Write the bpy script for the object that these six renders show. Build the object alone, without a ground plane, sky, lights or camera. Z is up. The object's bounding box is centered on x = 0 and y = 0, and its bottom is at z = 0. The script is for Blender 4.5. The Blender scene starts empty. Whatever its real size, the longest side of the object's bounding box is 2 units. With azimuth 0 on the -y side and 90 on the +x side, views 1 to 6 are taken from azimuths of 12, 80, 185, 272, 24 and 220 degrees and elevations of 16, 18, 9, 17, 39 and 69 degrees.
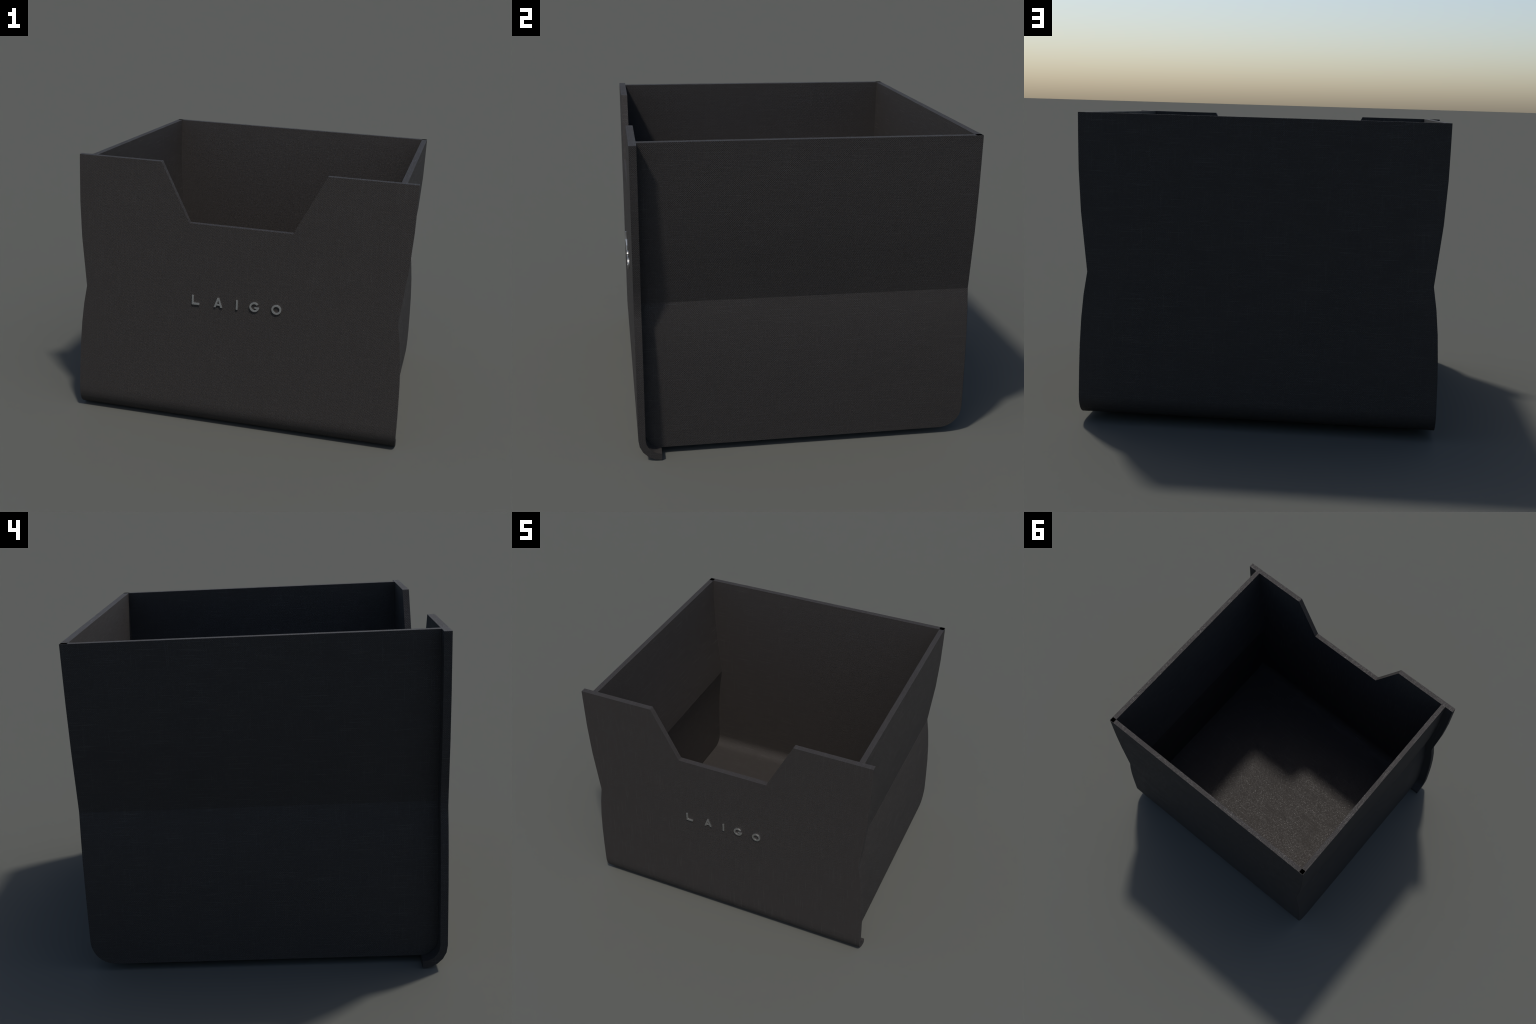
"""Open-topped fabric storage bin: a wide front panel with a hand notch that curls
under at the foot, two pinched side panels, a back panel and a floor, and five
raised metal letters on the front."""
import bpy, bmesh
from math import sin, cos, pi, radians

# ------------------------------------------------------------------ dimensions
TOP = 1.6278            # rim height
CREASE = 0.814          # height of the fold at which the sides pinch in
THICK = 0.0345          # board thickness of every panel
FRONT_THICK = 0.0362    # the front board is a touch thicker
FRONT_Y = -0.8610       # outer face of the front panel
BACK_Y = 0.8700         # outer face of the back panel
FRONT_HALF = 1.0000     # half width of the front panel (unpinched)
SIDE_HALF = 0.9328      # half width over the side panels (unpinched)
FLOOR_Z = 0.0365        # underside of the floor
CURL_R = 0.1180         # outer radius of the front panel's curl
CURL_STEPS = 5
CORNER_R = 0.1180       # outer radius between floor and back
SIDE_FRONT_R = 0.0880   # radius of a side panel's front lower corner
NOTCH_Z = 1.2768
NOTCH_TOP = (-0.4915, 0.4915)
NOTCH_BOTTOM = (-0.3110, 0.3110)

# pinch of the vertical edges: (height, how far the edge is drawn in)
PINCH = [(0.000, 0.0000), (0.160, 0.0002), (0.290, 0.0022), (0.430, 0.0062),
         (0.570, 0.0144), (0.697, 0.0275), (CREASE, 0.0465), (1.125, 0.0145),
         (1.345, 0.0030), (1.500, 0.0008), (TOP, 0.0000)]


def pinch(z):
    for (z0, d0), (z1, d1) in zip(PINCH, PINCH[1:]):
        if z <= z1:
            t = max(0.0, (z - z0) / (z1 - z0))
            return d0 + (d1 - d0) * t
    return 0.0


def wall_heights(low, extra=()):
    """Row heights of a wall from `low` to the rim, with a row at the crease."""
    rows = [z for z, _ in PINCH if z > low + 0.01] + list(extra)
    return sorted(set(rows))


# ------------------------------------------------------------------ materials
def dot_with(nt, src, vec):
    n = nt.nodes.new("ShaderNodeVectorMath")
    n.operation = 'DOT_PRODUCT'
    nt.links.new(src, n.inputs[0])
    n.inputs[1].default_value = vec
    return n.outputs["Value"]


def math(nt, op, a, b=None, c=None):
    n = nt.nodes.new("ShaderNodeMath")
    n.operation = op
    for i, v in enumerate((a, b, c)):
        if v is None:
            continue
        if isinstance(v, (int, float)):
            n.inputs[i].default_value = v
        else:
            nt.links.new(v, n.inputs[i])
    return n.outputs[0]


def smooth(nt, value, low, high):
    n = nt.nodes.new("ShaderNodeMapRange")
    n.interpolation_type = 'SMOOTHSTEP'
    nt.links.new(value, n.inputs[0])
    n.inputs[1].default_value = low
    n.inputs[2].default_value = high
    return n.outputs[0]


def noise_of(nt, along, across, scale_along, scale_across, detail=2.0, seed=0.0):
    comb = nt.nodes.new("ShaderNodeCombineXYZ")
    nt.links.new(math(nt, 'MULTIPLY', along, scale_along), comb.inputs[0])
    nt.links.new(math(nt, 'MULTIPLY', across, scale_across), comb.inputs[1])
    comb.inputs[2].default_value = seed
    n = nt.nodes.new("ShaderNodeTexNoise")
    n.inputs["Scale"].default_value = 1.0
    n.inputs["Detail"].default_value = detail
    nt.links.new(comb.outputs[0], n.inputs["Vector"])
    return n.outputs[0]


def fabric(name, along_vec, across_vec, seed):
    """Dark woven cloth; the slub yarn runs along `along_vec`, and `across_vec`
    counts the yarns (both are directions in object space)."""
    mat = bpy.data.materials.new(name)
    mat.use_nodes = True
    nt = mat.node_tree
    bsdf = nt.nodes["Principled BSDF"]
    coord = nt.nodes.new("ShaderNodeTexCoord").outputs["Object"]
    along = dot_with(nt, coord, along_vec)
    across = dot_with(nt, coord, across_vec)

    period = 0.0096                                    # one over-and-under
    wa = math(nt, 'SINE', math(nt, 'MULTIPLY', along, 2 * pi / period))
    wb = math(nt, 'SINE', math(nt, 'MULTIPLY', across, 2 * pi / period))
    weave = math(nt, 'MULTIPLY', wa, wb)               # plain weave, -1..1
    slub = noise_of(nt, along, across, 5.5, 250.0, 2.0, seed)        # thick yarns
    cross = noise_of(nt, along, across, 250.0, 5.5, 2.0, seed + 3)   # warp yarns
    lump = noise_of(nt, along, across, 70.0, 70.0, 2.0, seed + 5)    # lumpy hand
    cloud = noise_of(nt, along, across, 5.0, 9.0, 3.0, seed + 7)     # large patches
    fleck = noise_of(nt, along, across, 60.0, 190.0, 2.0, seed + 9)  # uneven yarn

    height = math(nt, 'MULTIPLY', weave, math(nt, 'MULTIPLY_ADD', cloud, 0.7, 0.45))
    height = math(nt, 'MULTIPLY_ADD', slub, 1.0, height)
    height = math(nt, 'MULTIPLY_ADD', cross, 0.8, height)
    height = math(nt, 'MULTIPLY_ADD', lump, 0.9, height)
    bump = nt.nodes.new("ShaderNodeBump")
    bump.inputs["Strength"].default_value = 0.4
    bump.inputs["Distance"].default_value = 0.0016
    nt.links.new(height, bump.inputs["Height"])
    nt.links.new(bump.outputs[0], bsdf.inputs["Normal"])

    # the crowns of the weave, uneven along each yarn, and the thick slub yarns
    # are sheeny; the hollows between them are dull
    crown = math(nt, 'MULTIPLY', smooth(nt, weave, 0.25, 0.95), smooth(nt, fleck, 0.45, 0.62))
    crown = math(nt, 'MULTIPLY', crown, smooth(nt, cloud, 0.22, 0.62))
    thread = smooth(nt, slub, 0.60, 0.72)
    warp = math(nt, 'MULTIPLY', smooth(nt, cross, 0.62, 0.74), 0.35)
    sheen = math(nt, 'MULTIPLY_ADD', crown, 1.7, math(nt, 'MULTIPLY', thread, 0.5))
    sheen = math(nt, 'MINIMUM', math(nt, 'ADD', sheen, warp), 1.0)

    tone = math(nt, 'MULTIPLY_ADD', weave, 0.09, 0.5)  # sky glint on the yarn crowns painted into base colour, hollows darkened
    tone = math(nt, 'ADD', tone, math(nt, 'MULTIPLY_ADD', slub, 0.25, -0.125))
    tone = math(nt, 'ADD', tone, math(nt, 'MULTIPLY_ADD', cross, 0.20, -0.10))
    tone = math(nt, 'ADD', tone, math(nt, 'MULTIPLY_ADD', cloud, 0.08, -0.04))
    ramp = nt.nodes.new("ShaderNodeValToRGB")
    ramp.color_ramp.elements[0].position = 0.1
    ramp.color_ramp.elements[0].color = (0.0226, 0.0202, 0.0190, 1)
    ramp.color_ramp.elements[1].position = 0.9
    ramp.color_ramp.elements[1].color = (0.0418, 0.0374, 0.0350, 1)
    nt.links.new(tone, ramp.inputs[0])
    nt.links.new(ramp.outputs[0], bsdf.inputs["Base Color"])
    nt.links.new(math(nt, 'MULTIPLY_ADD', sheen, -0.48, 0.72), bsdf.inputs["Roughness"])
    nt.links.new(math(nt, 'MULTIPLY_ADD', sheen, 0.40, 0.165), bsdf.inputs["Specular IOR Level"])
    return mat


def brushed_metal():
    mat = bpy.data.materials.new("satin_metal")
    mat.use_nodes = True
    nt = mat.node_tree
    bsdf = nt.nodes["Principled BSDF"]
    coord = nt.nodes.new("ShaderNodeTexCoord").outputs["Object"]
    n = nt.nodes.new("ShaderNodeTexNoise")
    n.inputs["Scale"].default_value = 220.0
    nt.links.new(coord, n.inputs["Vector"])
    ramp = nt.nodes.new("ShaderNodeValToRGB")
    ramp.color_ramp.elements[0].color = (0.50, 0.495, 0.48, 1)
    ramp.color_ramp.elements[1].color = (0.56, 0.555, 0.54, 1)
    nt.links.new(n.outputs[0], ramp.inputs[0])
    nt.links.new(ramp.outputs[0], bsdf.inputs["Base Color"])
    bsdf.inputs["Metallic"].default_value = 1.0
    bsdf.inputs["Roughness"].default_value = 0.42
    return mat


# ------------------------------------------------------------------ building
def panel(name, rows_outer, rows_inner, faces_of, crease_test, mats, rim_test):
    """A board: an outer and an inner sheet of matching rows of points, joined by
    rim faces round every free edge.  `faces_of(i, j)` tells which cells exist."""
    bm = bmesh.new()
    sheets = []
    for rows in (rows_outer, rows_inner):
        sheets.append([[bm.verts.new(p) for p in row] for row in rows])
    out, inn = sheets
    pair = {}
    for ro, ri in zip(out, inn):
        for a, b in zip(ro, ri):
            pair[a] = b
    cells = []
    for i in range(len(out) - 1):
        for j in range(len(out[i]) - 1):
            if not faces_of(i, j):
                continue
            q = [out[i][j], out[i][j + 1], out[i + 1][j + 1], out[i + 1][j]]
            cells.append(q)
    edges = {}
    for q in cells:
        bm.faces.new(q)
        bm.faces.new([pair[v] for v in reversed(q)])
        for a, b in zip(q, q[1:] + q[:1]):
            edges[(a, b)] = True
    rims = []
    for (a, b) in edges:
        if (b, a) not in edges:
            rims.append(bm.faces.new([b, a, pair[a], pair[b]]))
    loose = [v for v in bm.verts if not v.link_faces]
    bmesh.ops.delete(bm, geom=loose, context='VERTS')
    bmesh.ops.recalc_face_normals(bm, faces=bm.faces)
    rimset = set(rims)
    for f in bm.faces:
        f.smooth = True
        f.material_index = 0
    for f in rims:
        if rim_test(f):
            f.material_index = 1
    for e in bm.edges:
        fs = e.link_faces
        if len(fs) == 2:
            r = (fs[0] in rimset) + (fs[1] in rimset)
            if r == 1:
                e.smooth = False
            elif r == 2 and fs[0].normal.angle(fs[1].normal) > radians(25):
                e.smooth = False
            if crease_test(e):
                e.smooth = False
    me = bpy.data.meshes.new(name)
    bm.to_mesh(me)
    bm.free()
    for m in mats:
        me.materials.append(m)
    ob = bpy.data.objects.new(name, me)
    bpy.context.scene.collection.objects.link(ob)
    return ob


def on_crease(e):
    return all(abs(v.co.z - CREASE) < 1e-4 for v in e.verts)


def side_facing(f):
    return abs(f.normal.x) > 0.8


def lerp(a, b, t):
    return a + (b - a) * t


def make_front(mats):
    cy, cz = FRONT_Y + CURL_R, CURL_R
    stations = []                                      # outer y, z and its normal
    for k in range(CURL_STEPS + 1):
        a = 0.5 * pi * k / CURL_STEPS
        stations.append((cy - CURL_R * sin(a), cz - CURL_R * cos(a), -sin(a), -cos(a)))
    for z in wall_heights(cz, extra=(NOTCH_Z, 1.4, 0.22, 0.36, 0.5, 0.63, 0.755, 0.91, 1.02)):
        stations.append((FRONT_Y, z, -1.0, 0.0))
    outer, inner = [], []
    for y, z, ny, nz in stations:
        w = FRONT_HALF - pinch(z)
        t = max(0.0, (z - NOTCH_Z) / (TOP - NOTCH_Z))
        cl = lerp(NOTCH_BOTTOM[0], NOTCH_TOP[0], t)
        cr = lerp(NOTCH_BOTTOM[1], NOTCH_TOP[1], t)
        xs = [-w, lerp(-w, cl, .33), lerp(-w, cl, .67), cl, lerp(cl, cr, .25), lerp(cl, cr, .5),
              lerp(cl, cr, .75), cr, lerp(cr, w, .33), lerp(cr, w, .67), w]
        outer.append([(x, y, z) for x in xs])
        inner.append([(x, y - ny * FRONT_THICK, z - nz * FRONT_THICK) for x in xs])

    def cell(i, j):
        return not (stations[i][1] >= NOTCH_Z - 1e-5 and 3 <= j <= 6)
    return panel("front_panel", outer, inner, cell, lambda e: False, mats, side_facing)


def make_side(sign, mats):
    bottom = FLOOR_Z - 0.001
    front, back = FRONT_Y + FRONT_THICK + 0.0005, BACK_Y - 0.002
    rf, rb = SIDE_FRONT_R, CORNER_R - 0.002
    low = [bottom + rb * (1 - cos(0.5 * pi * k / 10)) for k in range(11)]
    zs = low + wall_heights(low[-1], extra=(0.22, 0.36, 0.5, 0.63, 0.755, 0.91, 1.02, 1.235, 1.42))
    outer, inner = [], []
    for z in zs:
        h = z - bottom
        yf = front + (rf - (rf * rf - (rf - h) ** 2) ** 0.5 if h < rf else 0.0)
        yb = back - (rb - (rb * rb - (rb - h) ** 2) ** 0.5 if h < rb else 0.0)
        x = SIDE_HALF - pinch(z)
        ys = [lerp(yf, yb, k / 14) for k in range(15)]
        outer.append([(sign * x, y, z) for y in ys])
        inner.append([(sign * (x - THICK), y, z) for y in ys])
    return panel("side_panel", outer, inner, lambda i, j: True, on_crease, mats, lambda f: False)


def shell_profile():
    """Outer and inner line (y, z, y, z) of floor and back, from the curl at the front to the back rim."""
    pts = []
    y0 = FRONT_Y + FRONT_THICK + 0.0040
    r = SIDE_FRONT_R
    rf = 0.085                                          # fillet inside, up to the front panel
    for k in range(9):                                  # low curl behind the front panel
        a = 0.5 * pi * (1 - k / 8)
        pts.append((y0 + r - r * sin(a), FLOOR_Z + r - r * cos(a),
                    y0 - 0.0050 + rf - rf * sin(a), FLOOR_Z + THICK + rf - rf * cos(a)))
    split0 = BACK_Y - CORNER_R - 0.05
    for k in range(1, 9):
        y = lerp(y0 + r, split0, k / 8)
        pts.append((y, FLOOR_Z, y, FLOOR_Z + THICK))
    cut = len(pts) - 1
    for k in range(13):                                 # big round corner
        a = 0.5 * pi * k / 12
        cy, cz, ri = BACK_Y - CORNER_R, FLOOR_Z + CORNER_R, CORNER_R - THICK
        pts.append((cy + CORNER_R * sin(a), cz - CORNER_R * cos(a), cy + ri * sin(a), cz - ri * cos(a)))
    for z in wall_heights(FLOOR_Z + CORNER_R, extra=(0.22, 0.36, 0.5, 0.63, 0.755, 0.91, 1.02, 1.235, 1.42)):
        pts.append((BACK_Y, z, BACK_Y - THICK, z))
    return pts, cut


def make_shell_part(name, pts, mats):
    outer, inner = [], []
    for y, z, yi, zi in pts:
        w = SIDE_HALF - 0.0025 - pinch(z)
        xs = [lerp(-w, w, k / 14) for k in range(15)]
        outer.append([(x, y, z) for x in xs])
        inner.append([(x, yi, zi) for x in xs])
    return panel(name, outer, inner, lambda i, j: True, lambda e: False, mats, side_facing)


# ------------------------------------------------------------------ lettering
CAP, BASE = 0.0590, 0.7800       # cap height and baseline
STROKE = 0.0115
LETTER_FRONT = -0.8700


def arc(cx, cy, r, a0, a1, n):
    return [(cx + r * cos(radians(lerp(a0, a1, k / n))), cy + r * sin(radians(lerp(a0, a1, k / n))))
            for k in range(n + 1)]


def glyphs():
    s, h = STROKE, CAP
    ell = [[(0, 0), (.0475, 0), (.0475, s * 1.05), (s, s * 1.05), (s, h), (0, h)]]
    # A: apex is flat, legs slant, a bar closes the counter
    wl, top = .0265, .0058
    slope = (wl - top) / h

    def leg(y):
        return wl - slope * y                           # outer half width at height y
    d = s * 1.08
    bar0, bar1 = .0115, .0215
    a_out = [(-wl, 0), (-wl + d, 0), (-leg(bar0) + d, bar0), (leg(bar0) - d, bar0), (wl - d, 0), (wl, 0),
             (top, h), (-top, h)]
    a_in = [(-leg(bar1) + d, bar1), (leg(bar1) - d, bar1), (0, h - .0165)]
    eye = [[(-s / 2, 0), (s / 2, 0), (s / 2, h), (-s / 2, h)]]
    r = h / 2 + .0005
    ri = r - s
    gee = [arc(0, h / 2, r, 38, 360, 40) +
           [(0.0015, h / 2), (0.0015, h / 2 - s * .85), (ri * .80, h / 2 - s * .85)] +
           arc(0, h / 2, ri, 334, 38, 34)]
    oh = [arc(0, h / 2, r, 0, 352.5, 47), arc(0, h / 2, ri, 0, 352.5, 47)]
    return [(-0.2785, ell), (-0.1150, [a_out, a_in]), (0.0, eye), (0.1065, gee), (0.2400, oh)]


def make_letters(metal, parent):
    depth = FRONT_Y + 0.001 - LETTER_FRONT
    for x, loops in glyphs():
        cu = bpy.data.curves.new("raised_letter", 'CURVE')
        cu.dimensions = '2D'
        cu.fill_mode = 'BOTH'
        cu.extrude = depth / 2 - 0.0005
        cu.bevel_depth = 0.0005
        cu.bevel_resolution = 1
        cu.offset = -0.0005
        for loop in loops:
            sp = cu.splines.new('POLY')
            sp.points.add(len(loop) - 1)
            for p, (px, py) in zip(sp.points, loop):
                p.co = (px, py, 0, 1)
            sp.use_cyclic_u = True
        tmp = bpy.data.objects.new("letter_outline", cu)
        bpy.context.scene.collection.objects.link(tmp)
        bpy.context.view_layer.update()
        me = bpy.data.meshes.new_from_object(tmp.evaluated_get(bpy.context.evaluated_depsgraph_get()))
        me.name = "raised_letter"
        bpy.data.objects.remove(tmp)
        me.materials.clear()
        me.materials.append(metal)
        for f in me.polygons:
            f.use_smooth = False
        me.shade_smooth() if hasattr(me, "shade_smooth") else None
        me.set_sharp_from_angle(angle=radians(28))
        ob = bpy.data.objects.new("raised_letter", me)
        bpy.context.scene.collection.objects.link(ob)
        ob.rotation_euler = (pi / 2, 0, 0)
        ob.location = (x, LETTER_FRONT + depth / 2, BASE)
        ob.parent = parent


# ------------------------------------------------------------------ assembly
def main():
    bin_empty = bpy.data.objects.new("storage_bin", None)
    bpy.context.scene.collection.objects.link(bin_empty)
    bin_empty["label"] = "dark grey fabric storage bin with notched front and raised metal letters"
    bin_empty["category"] = "storage box"

    ends = fabric("cloth_cut_edge", (0, 1, 0), (0, 0, 1), 4.0)
    front_cloth = fabric("cloth_front", (0, -1, 1), (1, 0, 0), 1.0)
    side_cloth = fabric("cloth_side", (0, 1, 0), (1, 0, 1), 2.0)
    shell_cloth = fabric("cloth_back_and_floor", (1, 0, 0), (0, 1, 1), 3.0)
    metal = brushed_metal()

    front = make_front([front_cloth, ends])
    front.parent = bin_empty
    for sign in (1, -1):
        make_side(sign, [side_cloth, side_cloth]).parent = bin_empty
    pts, cut = shell_profile()
    make_shell_part("floor", pts[:cut + 1], [shell_cloth, ends]).parent = bin_empty
    make_shell_part("back_panel", pts[cut:], [shell_cloth, ends]).parent = bin_empty
    make_letters(metal, front)


main()
